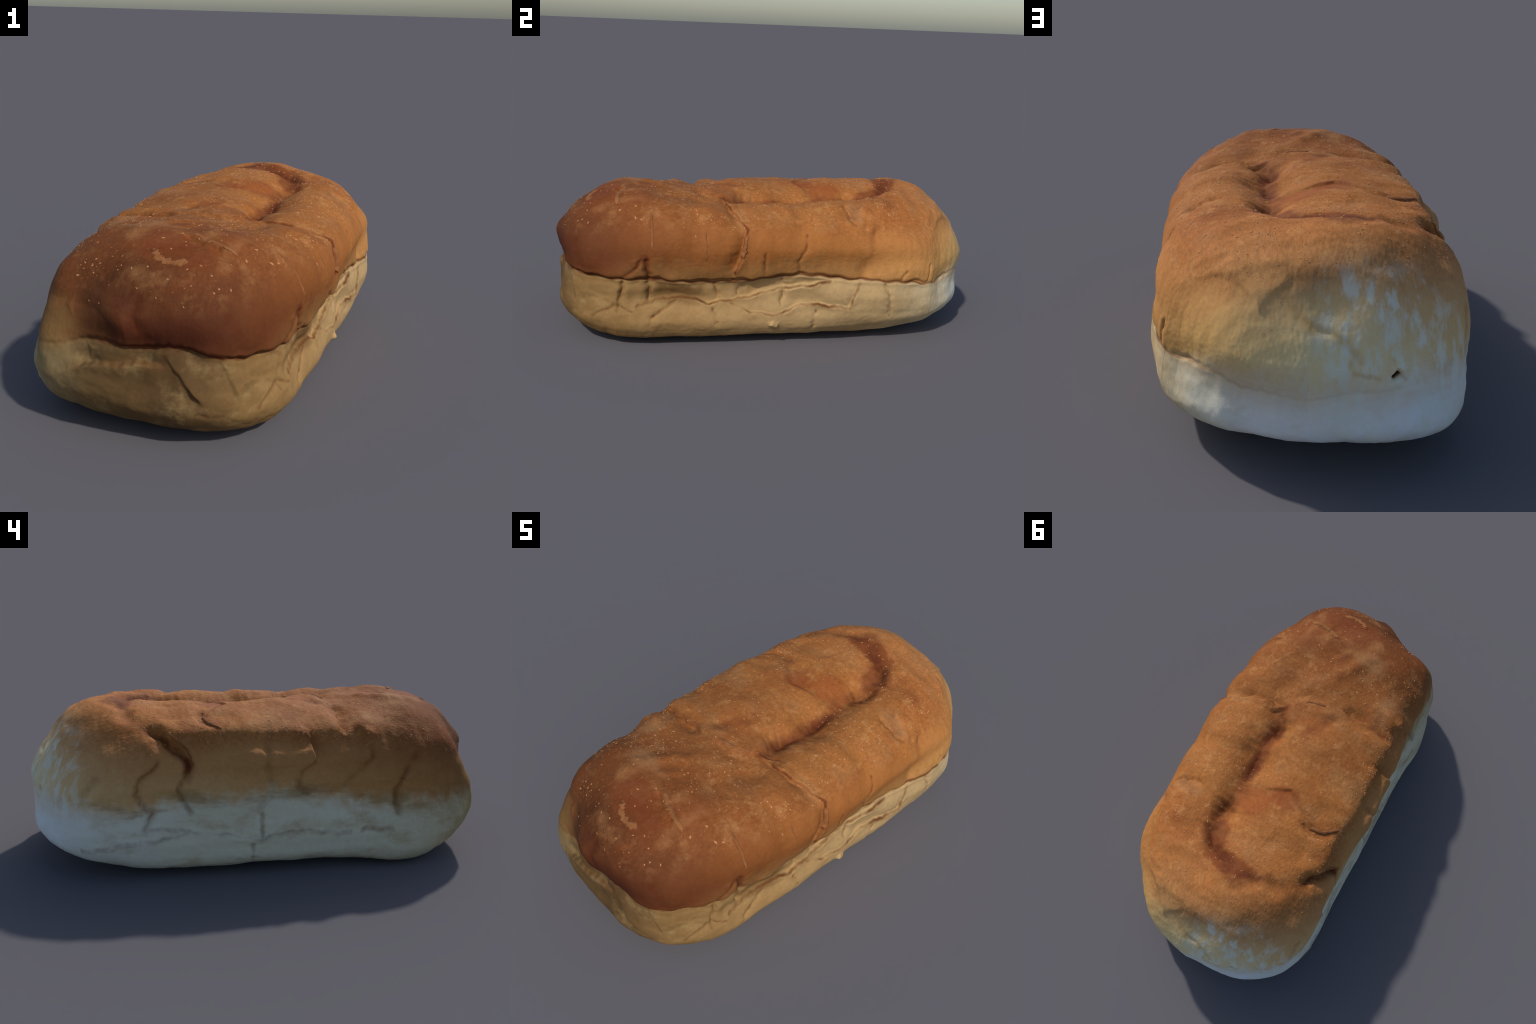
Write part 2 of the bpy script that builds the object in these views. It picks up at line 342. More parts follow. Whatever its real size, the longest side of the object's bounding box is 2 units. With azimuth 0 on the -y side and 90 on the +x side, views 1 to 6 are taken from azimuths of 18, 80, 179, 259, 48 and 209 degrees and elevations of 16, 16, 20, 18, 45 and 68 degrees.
WOBBLE = ((.006, 21.0, 1.3), (.003, 71.0, 4.1), (.0016, 173.0, 2.2))     # amplitude, frequency, phase


def wobble(p):
    """The irregular wander that folds and their coloured lines share."""
    (a1, f1, s1), (a2, f2, s2), (a3, f3, s3) = WOBBLE
    yzx, zxy = p[:, [1, 2, 0]], p[:, [2, 0, 1]]
    return p + a1*np.sin(yzx*f1 + s1) + a2*np.sin(zxy*f2 + s2) + a3*np.sin(yzx*f3 + s3)


def polyline_distance(p, pts, normals):
    """Distance to a polyline and the position along it, 0..1 (far points get a large distance)."""
    pts = np.asarray(pts, float)
    lengths = np.linalg.norm(np.diff(pts, axis=0), axis=1)
    start = np.concatenate([[0], np.cumsum(lengths)])
    best, along, left = np.full(len(p), 9.0), np.zeros(len(p)), np.zeros(len(p))
    near = np.where(((p > pts.min(0) - .25) & (p < pts.max(0) + .25)).all(1))[0]
    q = p[near]
    for k, (a, b) in enumerate(zip(pts[:-1], pts[1:])):
        t = np.clip((q - a) @ (b - a) / lengths[k]**2, 0, 1)
        d = np.linalg.norm(q - a - t[:, None]*(b - a), axis=1)
        closer = d < best[near]
        best[near[closer]] = d[closer]
        left[near[closer]] = (np.cross(normals[near[closer]], b - a) * (q[closer] - a - t[closer, None]*(b - a))).sum(1) / lengths[k]
        along[near[closer]] = (start[k] + t[closer]*lengths[k]) / start[-1]
    return best, along, left


def turn(p):
    return np.arctan2(p[:, 0], -.5*p[:, 1]) / (2*math.pi) + .5


def fold_offset(p, normals, uneven, kind, width, depth, pts):
    d, s, left = polyline_distance(p, pts, normals)
    taper = np.clip(np.minimum(s, 1 - s) * 6 + .2, 0, 1) * np.clip(1 + 1.1*uneven, .25, 1.7)
    if kind == "groove":
        return -depth * taper * np.exp(-(d/width)**2)
    if kind == "ridge":
        return depth * taper * np.exp(-(d/width)**2)
    if kind in ("drop_left", "drop_right"):
        # a torn edge: the surface falls away on one side and rises back slowly
        low = left if kind == "drop_left" else -left
        return depth * taper * (-smooth(-.008, .012, low)*np.exp(-(d/width)**2) + .35*smooth(.006, -.006, low)*np.exp(-(d/(.5*width))**2))
    if kind == "hole":
        return -depth * np.clip(1 - d/width, 0, 1)
    return taper * depth * (-np.clip(1 - d/width, 0, 1)**1.4 + .22*np.exp(-((d - 1.8*width)/(1.1*width))**2))


def facets(p, n, where, count, seed):
    """Flat facets: the rise from the rounded surface to the nearest of many tangent planes."""
    r = np.random.default_rng(seed)
    inside = np.where(where > .05)[0]
    rise = np.full(len(p), 9.0)
    for k in r.choice(inside, count):
        tilt = n[k] + r.normal(0, .10, 3)
        rise[inside] = np.minimum(rise[inside], (p[k] - p[inside]) @ (tilt / np.linalg.norm(tilt)))
    return np.where(where > .05, np.clip(rise - .002, -.008, .008), 0) * np.clip(where*2, 0, 1)


def smooth(a, b, x):
    t = np.clip((x - a)/(b - a), 0, 1)
    return t*t*(3 - 2*t)


def build_surface():
    cube, quads = rounded_box_grid()
    first = body(cube)
    n = vertex_normals(first, quads)
    off = np.zeros(len(first))
    for shape, centre, amount in SWELLINGS:
        d2 = (((first - centre) / REACH[shape])**2).sum(1)
        m = d2 < 7
        off[m] += amount * np.exp(-d2[m])
    p = first + n * off[:, None]
    n = vertex_normals(p, quads)
    coarse = first[::3].astype(np.float32)
    # carry the fold lines along with the swollen surface
    nearest = {name: [3*int(((coarse - v)**2).sum(1).argmin()) for v in np.array(f[5], np.float32)] for name, f in FOLDS.items()}
    w = wobble(p)
    u = turn(w)
    seam_h = np.interp(u, *zip(*SEAM))
    lower = smooth(.03, -.03, p[:, 2] - seam_h)
    off = np.zeros(len(p))
    uneven = lumps(p, 9, 14)
    for name, (kind, width, depth, tint, tint_width, pts) in FOLDS.items():
        off += fold_offset(w, n, uneven, kind, width, depth, w[nearest[name]])
    # pinched seam, deep on the east side and the near end, faint on the west; the top crust overhangs it
    seam_depth = np.interp(u, [0, .08, .14, .36, .42, .5, .62, .85, .9, 1], [.001, .001, 0, 0, .005, .012, .013, .010, .003, .001])
    d = w[:, 2] - seam_h
    torn = np.clip(1 + 1.6*lumps(p, 8, 15), .2, 1.9)
    off -= torn * seam_depth * (np.clip(1 - np.abs(d)/.014, 0, 1)**1.3 + .6*np.exp(-(d/.045)**2))
    overhang = np.interp(u, [0, .45, .5, .62, .72, .8, .88, 1], [0, 0, .006, .012, .016, .008, 0, 0])
    off -= np.clip(1 + 1.3*lumps(p * (1, 1, .3), 5, 16), .2, 1.8) * overhang * smooth(.004, -.006, d) * np.exp(-np.abs(d)/.07)
    # dough lumps and wrinkles
    off += .004*lumps(p, 4.5, 1) + .0028*lumps(p, 11, 2)
    squeezed = p * (1, .45, 1.6)
    off += lower * (.0032*lumps(squeezed, 13, 3) + .0008*lumps(p, 45, 4))
    off += (1 - lower) * (.0013*lumps(p * (.6, 1.5, .6), 28, 5) + .0007*lumps(p, 90, 6))
    # wrinkles of the crown: soft ridges that run across the loaf
    crown = smooth(.42, .60, p[:, 2])
    across = lumps(p * (1.0, 3.2, 1.0) + .25*lumps(p, 3, 9)[:, None], 3.2, 8)
    off += crown * (.0065*across - .0025*(1 - np.abs(lumps(p*(.7, 1.6, .7), 4, 10)))**5)
    # crumpled flat facets on the far end and at the near west corner
    far = smooth(.70, .85, p[:, 1]) * smooth(-.22, .0, p[:, 0]) * smooth(.60, .52, p[:, 2]) * smooth(.02, .08, p[:, 2])
    off += facets(p, n, far, 130, 11)
    east = smooth(.10, .25, p[:, 0]) * smooth(.0, -.03, p[:, 2] - seam_h) * smooth(.03, .07, p[:, 2]) * smooth(.72, .6, p[:, 1])
    off += .8*facets(p, n, east, 110, 13) * east
    near = np.maximum(smooth(-.70, -.80, p[:, 1]) * smooth(.01, -.02, p[:, 2] - seam_h), smooth(-.78, -.86, p[:, 1]) * smooth(.0, -.15, p[:, 0]) * smooth(.50, .40, p[:, 2]))
    off += 1.2*facets(p, n, near, 90, 12) + .004*near
    q = p + n * off[:, None]
    q[:, 2] -= q[:, 2].min()
    q[:, 2] = np.where(q[:, 2] < .01, .01 - (.01 - q[:, 2])*.3, q[:, 2])
    q[:, 2] -= q[:, 2].min()
    q[:, 1] -= (q[:, 1].min() + q[:, 1].max()) / 2
    q[:, 1] *= 2.0 / np.ptp(q[:, 1])
    lines = {name: [tuple(float(c) for c in q[i]) for i in ids] for name, ids in nearest.items()}
    return p, q, quads, vertex_normals(q, quads), u, seam_h, lines


# ----------------------------------------------------------------- materials
class Graph:
    def __init__(self, name):
        self.material = bpy.data.materials.new(name)
        self.material.use_nodes = True
        self.tree = self.material.node_tree
        self.tree.nodes.clear()

    def node(self, kind, inputs=None, **settings):
        n = self.tree.nodes.new(kind)
        for k, v in settings.items():
            setattr(n, k, v)
        for k, v in (inputs or {}).items():
            if isinstance(v, bpy.types.NodeSocket):
                self.tree.links.new(v, n.inputs[k])
            else:
                n.inputs[k].default_value = v
        return n

    def math(self, op, a, b=0.0, c=0.0, clamp=False):
        return self.node("ShaderNodeMath", {0: a, 1: b, 2: c}, operation=op, use_clamp=clamp).outputs[0]

    def vec(self, op, a, b=(0, 0, 0), c=(0, 0, 0), out=0):
        return self.node("ShaderNodeVectorMath", {0: a, 1: b, 2: c}, operation=op).outputs[out]

    def step(self, x, lo, hi):
        return self.node("ShaderNodeMapRange", {0: x, 1: lo, 2: hi, 3: 0.0, 4: 1.0}, interpolation_type="SMOOTHSTEP").outputs[0]

    def noise(self, p, scale, detail=3.0, rough=.55, out=0):
        return self.node("ShaderNodeTexNoise", {"Vector": p, "Scale": scale, "Detail": detail, "Roughness": rough}).outputs[out]

    def mix(self, f, a, b, blend="MIX"):
        n = self.node("ShaderNodeMix", {0: f}, data_type="RGBA", blend_type=blend)
        for sock, v in ((n.inputs[6], a), (n.inputs[7], b)):
            if isinstance(v, bpy.types.NodeSocket):
                self.tree.links.new(v, sock)
            else:
                sock.default_value = (*v, 1)
        return n.outputs[2]

    def ramp(self, f, stops, ease="LINEAR"):
        n = self.node("ShaderNodeValToRGB", {0: f})
        r = n.color_ramp
        r.interpolation = ease
        while len(r.elements) < len(stops):
            r.elements.new(.5)
        for e, (pos, col) in zip(r.elements, stops):
            e.position = pos
            e.color = (*col, 1) if isinstance(col, tuple) else (col, col, col, 1)
        return n.outputs[0]

    def profile(self, x, points):
        n = self.node("ShaderNodeFloatCurve", {1: x})
        c = n.mapping.curves[0]
        for k, (a, b) in enumerate(points):
            if k == 0:
                c.points[0].location = (a, b)
            elif k == len(points) - 1:
                c.points[-1].location = (a, b)
            else:
                c.points.new(a, b)
        for q in c.points:
            q.handle_type = "VECTOR"
        n.mapping.update()
        return n.outputs[0]


def srgb(r, g, b):
    f = lambda v: v/12.92 if v <= .04045 else ((v + .055)/1.055)**2.4
    return tuple(f(v/255) for v in (r, g, b))


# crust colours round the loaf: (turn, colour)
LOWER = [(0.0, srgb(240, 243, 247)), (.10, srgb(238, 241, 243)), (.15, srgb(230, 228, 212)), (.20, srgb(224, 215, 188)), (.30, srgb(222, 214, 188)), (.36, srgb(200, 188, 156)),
         (.40, srgb(154, 132, 92)), (.45, srgb(114, 88, 55)), (.5, srgb(104, 79, 48)), (.56, srgb(100, 75, 46)), (.62, srgb(138, 106, 64)), (.68, srgb(170, 133, 85)),  # stops .40 to .62 darkened to carry the scan's baked shading
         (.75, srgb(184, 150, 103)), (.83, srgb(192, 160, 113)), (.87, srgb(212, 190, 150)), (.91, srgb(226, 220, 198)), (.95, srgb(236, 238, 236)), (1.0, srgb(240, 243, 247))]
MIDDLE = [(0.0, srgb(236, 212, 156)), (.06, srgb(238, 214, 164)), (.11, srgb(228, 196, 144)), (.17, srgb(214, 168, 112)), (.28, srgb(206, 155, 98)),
          (.35, srgb(186, 134, 82)), (.40, srgb(132, 92, 54)), (.45, srgb(108, 68, 38)), (.50, srgb(94, 51, 29)), (.55, srgb(82, 42, 24)), (.59, srgb(90, 48, 25)), (.66, srgb(116, 67, 33)),  # near-end stops lowered for ambient occlusion above the seam
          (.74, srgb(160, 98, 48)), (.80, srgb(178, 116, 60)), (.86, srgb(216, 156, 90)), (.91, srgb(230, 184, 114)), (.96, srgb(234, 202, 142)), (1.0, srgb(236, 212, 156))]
# stain colour of the folds round the loaf
FOLD_TINT = [(0.0, srgb(206, 158, 84)), (.1, srgb(190, 138, 72)), (.15, srgb(118, 64, 30)), (.21, srgb(104, 52, 26)), (.25, srgb(130, 82, 42)), (.36, srgb(118, 70, 36)), (.44, srgb(90, 42, 22)), (.6, srgb(92, 40, 22)), (.85, srgb(96, 46, 26)), (.92, srgb(180, 120, 60)), (1.0, srgb(206, 158, 84))]
# broad patches of other colour: centre, reach, colour, strength, edge softness
PATCHES = [
    ((.48, -.46, .255), (.20, .16, .055), srgb(112, 78, 42), .75, .5),  # shadow below the overhanging crust, put in as brown
    ((.14, -.99, .41), (.32, .20, .085), srgb(72, 32, 20), .65, .8),
    ((-.04, .60, .62), (.14, .055, .20), srgb(122, 60, 31), .7, .3),
    ((.09, .50, .61), (.07, .10, .20), srgb(114, 56, 30), .65, .4),
    ((.03, .27, .62), (.10, .08, .20), srgb(146, 70, 32), .5, .35),
    ((-.10, .20, .62), (.08, .06, .20), srgb(146, 70, 32), .5, .35),
    ((.12, .02, .58), (.04, .26, .20), srgb(126, 64, 32), .6, .6),
    ((.01, -.76, .64), (.11, .10, .08), srgb(118, 56, 27), .6, .4),
    ((.14, -.80, .62), (.08, .07, .08), srgb(116, 56, 27), .5, .4),
    ((.22, -.60, .64), (.07, .10, .08), srgb(120, 60, 30), .45, .6),
    ((-.05, -.20, .63), (.10, .10, .08), srgb(150, 78, 36), .4, .6),
    ((.24, -.40, .62), (.09, .05, .06), srgb(126, 98, 70), .2, .9),
    ((-.32, -.92, .36), (.12, .12, .12), srgb(142, 110, 64), .5, .7),
    ((-.02, -.93, .50), (.07, .10, .05), srgb(74, 34, 22), .5, .6),
    ((-.30, -.45, .62), (.06, .14, .08), srgb(196, 148, 100), .25, .8),
    ((-.10, -.63, .63), (.12, .05, .20), srgb(182, 134, 88), .4, .7),  # highlight on the near ridge, painted lighter
    ((.24, -.70, .62), (.03, .12, .20), srgb(170, 118, 74), .35, .7),
    ((.38, -.18, .60), (.10, .03, .20), srgb(190, 136, 84), .4, .7),
    ((.34, .36, .60), (.10, .04, .20), srgb(198, 146, 96), .4, .7),
    ((.44, -.76, .40), (.10, .12, .07), srgb(96, 46, 26), .45, .8),
]
PALE_PAINTED_SHADE = srgb(112, 76, 38)


def crust_material(name, fold_names, lines, where):
    g = Graph(name)
    pos = g.node("ShaderNodeTexCoord").outputs["Object"]
    # shared wander of folds
    (a1, f1, s1), (a2, f2, s2), (a3, f3, s3) = WOBBLE
    sep = g.node("ShaderNodeSeparateXYZ", {0: pos}).outputs
    yzx = g.node("ShaderNodeCombineXYZ", {0: sep[1], 1: sep[2], 2: sep[0]}).outputs[0]
    zxy = g.node("ShaderNodeCombineXYZ", {0: sep[2], 1: sep[0], 2: sep[1]}).outputs[0]
    w1 = g.vec("SINE", g.vec("MULTIPLY_ADD", yzx, (f1,)*3, (s1,)*3))
    w2 = g.vec("SINE", g.vec("MULTIPLY_ADD", zxy, (f2,)*3, (s2,)*3))
    w3 = g.vec("SINE", g.vec("MULTIPLY_ADD", yzx, (f3,)*3, (s3,)*3))
    warped = g.vec("MULTIPLY_ADD", w3, (a3,)*3, g.vec("MULTIPLY_ADD", w2, (a2,)*3, g.vec("MULTIPLY_ADD", w1, (a1,)*3, pos)))
    wsep = g.node("ShaderNodeSeparateXYZ", {0: warped}).outputs
    ang = g.math("ARCTAN2", wsep[0], g.math("MULTIPLY", wsep[1], -.5))
    u = g.math("MULTIPLY_ADD", ang, 1/(2*math.pi), .5)
    z, y, x = wsep[2], wsep[1], wsep[0]
    seam = g.math("SUBTRACT", z, g.profile(u, SEAM))
    fringe = g.math("MULTIPLY_ADD", g.noise(pos, 26, 4), .05, -.025)
    edge = g.math("ADD", g.math("SUBTRACT", z, g.profile(u, EDGE)), fringe)

    big = g.noise(pos, 5, 4, .6)
    mid = g.noise(pos, 22, 4, .6)
    fine = g.noise(g.vec("MULTIPLY", pos, (1, 1.6, 1)), 120, 4, .7)
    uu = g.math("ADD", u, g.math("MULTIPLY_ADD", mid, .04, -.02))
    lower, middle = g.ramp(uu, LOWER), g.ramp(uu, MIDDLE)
    # the upper crust is one mottled golden brown, deeper towards the near end
    length = g.math("ADD", y, g.math("MULTIPLY_ADD", big, .3, -.15))
    crown = g.ramp(g.math("MULTIPLY_ADD", length, .5, .5), [(.04, srgb(100, 56, 29)), (.12, srgb(122, 70, 36)), (.24, srgb(146, 87, 43)), (.4, srgb(164, 103, 53)), (.62, srgb(172, 109, 55)), (.8, srgb(176, 109, 56)), (.95, srgb(204, 138, 80))])
    plan = g.math("ADD", g.math("POWER", g.math("DIVIDE", g.math("ABSOLUTE", x), .40), 4.0), g.math("POWER", g.math("DIVIDE", g.math("ABSOLUTE", y), .78), 4.0))
    plan = g.math("MULTIPLY", g.step(plan, 1.1, .6), g.step(z, .48, .54))
    edge = g.math("MAXIMUM", edge, g.math("MULTIPLY_ADD", plan, .3, -.2))
    blend = g.step(edge, -.07, .06)
    speckled = g.step(edge, -.03, .02)
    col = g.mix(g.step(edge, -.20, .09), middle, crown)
    # dull tan bloom above the seam on the east side
    bloom = g.math("MULTIPLY", g.step(g.math("ADD", seam, g.math("MULTIPLY_ADD", mid, .12, -.06)), .13, .03), g.ramp(u, [(.62, 0.0), (.68, .55), (.8, .6), (.86, .2)]))
    col = g.mix(bloom, col, srgb(158, 118, 70))
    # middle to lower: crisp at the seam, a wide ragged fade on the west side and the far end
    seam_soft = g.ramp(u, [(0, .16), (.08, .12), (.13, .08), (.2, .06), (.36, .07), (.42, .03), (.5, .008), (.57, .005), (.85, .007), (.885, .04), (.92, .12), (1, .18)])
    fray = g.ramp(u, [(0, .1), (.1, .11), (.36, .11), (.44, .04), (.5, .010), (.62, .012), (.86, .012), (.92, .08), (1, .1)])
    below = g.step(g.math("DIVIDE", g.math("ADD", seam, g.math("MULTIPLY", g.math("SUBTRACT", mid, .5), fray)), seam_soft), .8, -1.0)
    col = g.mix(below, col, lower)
    # brown smears where the west side tucks under the crust
    smear = g.noise(g.vec("MULTIPLY", pos, (1, .35, 1.3)), 13, 3)
    tuck = g.math("MULTIPLY", g.step(g.math("ABSOLUTE", seam), .07, .01), g.ramp(u, [(.1, 0.0), (.16, .6), (.35, .6), (.42, 0.0)]))
    col = g.mix(g.math("MULTIPLY", tuck, g.step(smear, .45, .62)), col, srgb(150, 118, 70))

    # mottling
    col = g.mix(g.math("MULTIPLY", g.step(big, .45, .7), g.math("MULTIPLY", blend, .5)), col, srgb(128, 66, 29))
    dusty = g.noise(g.vec("ADD", pos, (3.1, 1.7, 0)), 7, 5, .6)
    col = g.mix(g.math("MULTIPLY", g.step(dusty, .5, .7), g.math("MULTIPLY", blend, .45)), col, srgb(172, 122, 76))
    # the pale band is blotched with tan
    blotch = g.noise(g.vec("MULTIPLY", pos, (1, .6, 1.2)), 9, 5, .65)
    col = g.mix(g.math("MULTIPLY", g.math("MULTIPLY", g.step(blotch, .48, .72), below), g.ramp(u, [(0, .1), (.12, .3), (.2, .5), (.4, .5), (.85, .35), (.92, .25), (1, .1)])), col, srgb(176, 148, 100))
    col = g.mix(g.math("MULTIPLY", g.step(mid, .52, .72), g.math("MULTIPLY", blend, g.math("MULTIPLY_ADD", g.step(length, -.8, -.2), .2, .1))), col, srgb(214, 158, 98))
    grit = g.noise(g.vec("MULTIPLY", pos, (1.5, .8, 1)), 62, 5, .75)
    col = g.mix(g.math("MULTIPLY_ADD", speckled, .22, .16), col, g.ramp(grit, [(.32, .22), (.5, .5), (.68, .8)]), "OVERLAY")
    ragged = g.vec("ADD", pos, g.vec("MULTIPLY_ADD", g.noise(pos, 14, 4, .6, 1), (.09,)*3, (-.045,)*3))
    for centre, reach, colour, strength, softness in PATCHES:
        if not any(np.linalg.norm((np.array(c) - centre) / (np.array(reach) + .15)) < 2 for c in where):
            continue
        away = g.vec("LENGTH", g.vec("MULTIPLY", g.vec("SUBTRACT", ragged, centre), tuple(1/r for r in reach)), out=1)
        col = g.mix(g.math("MULTIPLY", g.step(away, 1.0 + softness*.3, 1.0 - softness), strength), col, colour)

    # pale floury smears on the far end
    streak = g.noise(g.vec("MULTIPLY", pos, (1.6, 1, .5)), 15, 5, .65)
    floured = g.math("MULTIPLY", g.step(y, .72, .88), g.math("MULTIPLY", g.step(x, .06, -.1), g.math("MULTIPLY", g.step(streak, .44, .62), g.step(z, .64, .52))))
    col = g.mix(g.math("MULTIPLY", floured, .7), col, srgb(232, 236, 224))

    # pale blisters of the upper crust and dark pores
    cells = g.node("ShaderNodeTexVoronoi", {"Vector": g.vec("ADD", pos, g.vec("SCALE", g.noise(pos, 60, 2, .5, 1), (0, 0, 0))), "Scale": 85.0, "Randomness": 1.0})
    pick = g.node("ShaderNodeSeparateColor", {0: cells.outputs["Color"]}).outputs
    blister = g.math("MULTIPLY", g.step(cells.outputs["Distance"], .34, .2), g.math("GREATER_THAN", pick[0], .80))
    blister = g.math("MULTIPLY", blister, g.math("MULTIPLY", speckled, g.step(big, .3, .5)))
    col = g.mix(g.math("MULTIPLY", blister, .5), col, srgb(226, 178, 128))
    pores = g.node("ShaderNodeTexVoronoi", {"Vector": pos, "Scale": 120.0})
    pick2 = g.node("ShaderNodeSeparateColor", {0: pores.outputs["Color"]}).outputs
    pore = g.math("MULTIPLY", g.step(pores.outputs["Distance"], .3, .15), g.math("MULTIPLY", speckled, g.math("GREATER_THAN", pick2[1], .86)))
    col = g.mix(g.math("MULTIPLY", pore, .45), col, srgb(96, 48, 26))

    # coloured lines along the folds: distance to each fold line
    tint_mask = hole = None
    for fold in fold_names:
        kind, width, depth, tint, tint_width, _ = FOLDS[fold]
        pts = [np.array(v) for v in lines[fold]]
        if not tint:
            continue
        dist = None
        # each fold waits for the one before it, which keeps the shader's working memory small
        here = warped if tint_mask is None else g.vec("MULTIPLY_ADD", tint_mask, (1e-7,)*3, warped)
        # the wander is part of the shared space, so the stored points are moved with it
        pts = list(wobble(np.array(pts)))
        for a, b in zip(pts[:-1], pts[1:]):
            ba = b - a
            pa = g.vec("SUBTRACT", here, tuple(a))
            h = g.math("MULTIPLY", g.vec("DOT_PRODUCT", pa, tuple(ba/(ba @ ba)), out=1), 1.0, clamp=True)
            on = g.node("ShaderNodeVectorMath", {0: tuple(ba), "Scale": h}, operation="SCALE").outputs[0]
            d = g.vec("DISTANCE", pa, on, out=1)
            dist = d if dist is None else g.math("MINIMUM", dist, d)
        s = g.math("MULTIPLY", g.step(dist, tint_width*1.25, tint_width*.15), tint)
        if kind == "hole":
            hole = s
        tint_mask = s if tint_mask is None else g.math("MAXIMUM", tint_mask, s)
    if tint_mask is not None:
        tint_mask = g.math("MULTIPLY", tint_mask, g.node("ShaderNodeMapRange", {0: g.noise(pos, 12, 4, .6), 1: .35, 2: .62, 3: .25, 4: 1.15}).outputs[0], clamp=True)
    strength = g.ramp(u, [(0, .2), (.08, .12), (.12, 0.0), (.38, 0.0), (.44, .3), (.5, .75), (.85, .85), (.9, .35), (1, .2)])
    line = g.math("MULTIPLY", g.step(g.math("ABSOLUTE", seam), .010, .001), strength)
    tint_mask = line if tint_mask is None else g.math("MAXIMUM", tint_mask, line)
    col = g.mix(tint_mask, col, g.mix(g.math("MULTIPLY", below, .6), g.mix(plan, g.ramp(u, FOLD_TINT), srgb(98, 48, 27)), PALE_PAINTED_SHADE))

    if hole is not None:
        col = g.mix(hole, col, srgb(30, 24, 20))

    # fine grain
    bump = g.math("ADD", g.math("ADD", g.math("MULTIPLY", fine, .4), g.math("MULTIPLY", g.math("MULTIPLY", grit, 1.3), g.math("MULTIPLY_ADD", speckled, .8, .2))), g.math("ADD", g.math("MULTIPLY", blister, .8), g.math("MULTIPLY", pore, -.6)))
    normal = g.node("ShaderNodeBump", {"Height": bump, "Strength": .35, "Distance": .004}).outputs[0]
    bsdf = g.node("ShaderNodeBsdfPrincipled", {"Base Color": col, "Roughness": .72, "Normal": normal, "Specular IOR Level": .12})
    out = g.node("ShaderNodeOutputMaterial")
    g.tree.links.new(bsdf.outputs[0], out.inputs[0])
    return g.material


def plain_material(name, light, dark):
    g = Graph(name)
    pos = g.node("ShaderNodeTexCoord").outputs["Object"]
    col = g.ramp(g.noise(pos, 40, 3), [(.3, dark), (.7, light)])
    bsdf = g.node("ShaderNodeBsdfPrincipled", {"Base Color": col, "Roughness": .85, "Specular IOR Level": .2})
    out = g.node("ShaderNodeOutputMaterial")
    g.tree.links.new(bsdf.outputs[0], out.inputs[0])
    return g.material


# ----------------------------------------------------------------- assembly
def mesh_part(name, p, normals, quads, material, parent):
    used, inverse = np.unique(quads, return_inverse=True)
    me = bpy.data.meshes.new(name)
    me.vertices.add(len(used))
    me.vertices.foreach_set("co", p[used].astype(np.float32).ravel())
    faces = inverse.reshape(quads.shape)
    me.loops.add(faces.size)
    me.loops.foreach_set("vertex_index", faces.astype(np.int32).ravel())
    me.polygons.add(len(faces))
    me.polygons.foreach_set("loop_start", np.arange(0, faces.size, faces.shape[1], dtype=np.int32))
    me.polygons.foreach_set("use_smooth", np.ones(len(faces), bool))
    me.update(calc_edges=True)
    me.validate()
    if normals is not None:
        me.normals_split_custom_set_from_vertices(normals[used].astype(np.float32))
    if material:
        me.materials.append(material)
    ob = bpy.data.objects.new(name, me)
    bpy.context.scene.collection.objects.link(ob)
    ob.parent = parent
    return ob


def flour_specks(q, normals, base, density, count):
    """Small raised flakes of flour and blistered crust lying on the upper crust."""
    pick = rng.choice(len(q), count, p=density/density.sum())
    ring = 7
    ang = np.arange(ring) / ring * 2*math.pi
    verts, faces = [], []
    for i in pick:
        nrm = normals[i]
        side = np.cross(nrm, (0.35, 1, .1))
        side /= np.linalg.norm(side)
        fwd = np.cross(nrm, side)
        turn_by = rng.normal(0, .6)
        a = math.cos(turn_by)*side + math.sin(turn_by)*fwd
        b = np.cross(nrm, a)
        size = .0013 + .0030 * rng.random()**2.5
        long = rng.uniform(1.0, 2.4)
        wob = rng.uniform(.65, 1.2, ring)
        k = len(verts)
        for r, h in ((1.0, -.0012), (.72, .0006 + .12*size)):
            for t, o in zip(ang, wob):
                verts.append(q[i] + a*math.cos(t)*size*long*o*r + b*math.sin(t)*size*o*r + nrm*h)
        verts.append(q[i] + nrm*(.0009 + .2*size))
        for j in range(ring):
            n = (j + 1) % ring
            faces += [(k+j, k+n, k+ring+n), (k+j, k+ring+n, k+ring+j), (k+ring+j, k+ring+n, k+2*ring)]
    return np.array(verts), np.array(faces)


# torn flakes and scars of paler crust: half width, height, raggedness, points
FLAKES = [
    (.016, .004, .6, [(.00, -.80, .63), (.035, -.835, .615), (.085, -.845, .607), (.135, -.83, .612)]),
    (.012, .004, .5, [(.09, -.67, .655), (.15, -.695, .65), (.21, -.71, .64), (.27, -.715, .62)]),
    (.018, .005, .5, [(.462, -.15, .53), (.482, -.17, .47), (.488, -.175, .43)]),
    (.006, .003, .3, [(.354, -.564, .595), (.421, -.562, .535), (.455, -.563, .461)]),
    (.004, .002, .3, [(.448, -.333, .541), (.475, -.333, .482), (.484, -.333, .409)]),
    (.010, .004, .6, [(.10, -.255, .63), (.04, -.30, .63), (-.03, -.31, .63)]),
    (.006, .003, .5, [(-.40, .425, .607), (-.425, .378, .57), (-.443, .333, .525), (-.452, .32, .48)]),
    (.010, .003, .6, [(-.26, .27, .64), (-.33, .25, .63), (-.38, .20, .61)]),
]


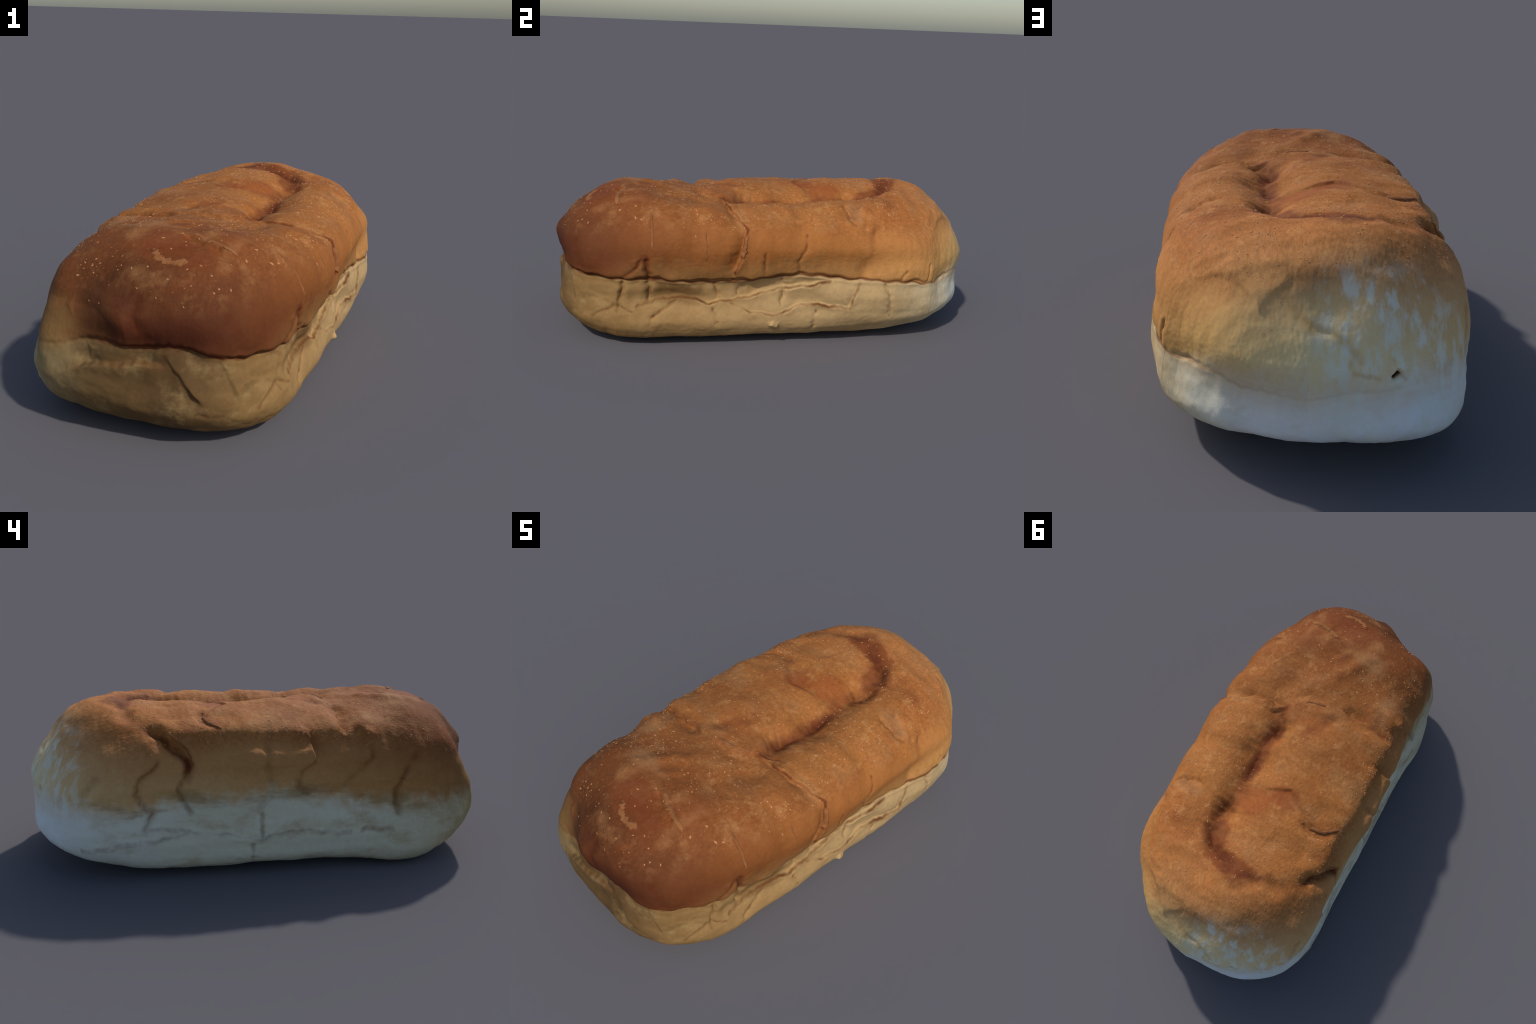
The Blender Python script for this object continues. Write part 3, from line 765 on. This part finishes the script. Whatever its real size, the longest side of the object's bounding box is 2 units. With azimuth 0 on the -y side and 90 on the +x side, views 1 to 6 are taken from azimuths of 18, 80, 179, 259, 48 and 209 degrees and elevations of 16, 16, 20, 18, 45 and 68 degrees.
def flake(q, normals, half, height, ragged, pts):
    """A thin torn ribbon of crust lying on the surface, thicker in the middle."""
    pts = np.array(pts)
    t = np.linspace(0, len(pts) - 1, 14 * (len(pts) - 1))
    line = np.stack([np.interp(t, np.arange(len(pts)), pts[:, k]) for k in range(3)], 1)
    near = np.where(((q > pts.min(0) - .08) & (q < pts.max(0) + .08)).all(1))[0]
    across = np.array([-1.0, -.8, -.3, .3, .8, 1.0])
    lift = np.array([-.6, .5, .8, .8, .5, -.6])
    verts = []
    soft = np.ones(3) / 3
    edge_l, edge_r = (1 + ragged*np.convolve(rng.uniform(-1.2, .8, len(t)), soft, 'same') for _ in range(2))
    ends = np.clip(np.minimum(np.arange(len(t)), np.arange(len(t))[::-1]) / 4 + .15, 0, 1)
    for i, c in enumerate(line):
        k = near[((q[near] - c)**2).sum(1).argmin()]
        along = line[min(i + 1, len(t) - 1)] - line[max(i - 1, 0)]
        side = np.cross(normals[k], along)
        side /= np.linalg.norm(side)
        for a, l in zip(across, lift):
            target = q[k] + side * a * half * ends[i] * (edge_l[i] if a < 0 else edge_r[i])
            j = near[((q[near] - target)**2).sum(1).argmin()]
            flat = target + normals[j] * ((q[j] - target) @ normals[j])
            verts.append(flat + normals[j] * height * l)
    n = len(across)
    faces = [(i*n + j, i*n + j + 1, i*n + n + j + 1, i*n + n + j) for i in range(len(t) - 1) for j in range(n - 1)]
    return np.array(verts), np.array(faces)


def main():
    base, q, quads, normals, u, seam_h, lines = build_surface()
    loaf = bpy.data.objects.new("bread_loaf", None)
    bpy.context.scene.collection.objects.link(loaf)
    loaf["label"] = "golden brown baked bread loaf with folded top and pale sides"
    loaf["category"] = "bread"

    centre = base[quads].mean(1)
    middle = q[quads].mean(1)
    samples = {f: np.vstack([np.linspace(a, b, 6) for a, b in zip(np.array(v)[:-1], np.array(v)[1:])]) for f, v in lines.items()}
    above = (base[:, 2] - seam_h)[quads].mean(1) > 0
    edge_h = np.interp(turn(centre), *zip(*EDGE))
    under = centre[:, 2] < .05
    end = above & (centre[:, 1] > .74) & (centre[:, 2] < edge_h)
    top = above & ~end
    lower = ~above & ~under

    # the crust material is made once per stretch of the loaf, with only the folds that reach it
    stretch = (middle[:, 0] > 0).astype(int) * 4 + np.clip(((middle[:, 1] + 1) / .5).astype(int), 0, 3)
    materials = []
    for k in range(8):
        cells = middle[stretch == k]
        near = [f for f in FOLDS if any((np.abs(cells[::29] - c) < .07).all(1).any() for c in samples[f])]
        materials.append(crust_material("baked_crust", near, lines, cells[::max(1, len(cells)//60)]))
    for name, mask in (("top_crust", top), ("lower_crust", lower), ("end_crust", end), ("underside", under)):
        part = mesh_part(name, q, normals, quads[mask], None, loaf)
        kinds, slot = np.unique(stretch[mask], return_inverse=True)
        for k in kinds:
            part.data.materials.append(materials[k])
        part.data.polygons.foreach_set("material_index", slot.ravel().astype(np.int32))

    edge_v = np.interp(turn(base), *zip(*EDGE))
    density = smooth(-.05, .04, base[:, 2] - edge_v) * smooth(.1, .4, normals[:, 2] + .2)
    density *= np.clip(.35 + 1.2*lumps(base, 6, 21), .02, None)
    v, f = flour_specks(q, normals, base, density, 1700)
    specks = mesh_part("flour_speck", v, None, f, plain_material("pale_flour", srgb(204, 150, 104), srgb(176, 116, 72)), loaf)
    specks["kind"] = "stuff"
    torn = plain_material("torn_crust", srgb(158, 104, 62), srgb(128, 78, 43))
    for half, height, ragged, pts in FLAKES:
        v, f = flake(q, normals, half, height, ragged, pts)
        mesh_part("crust_flake", v, None, f, torn, loaf)


main()
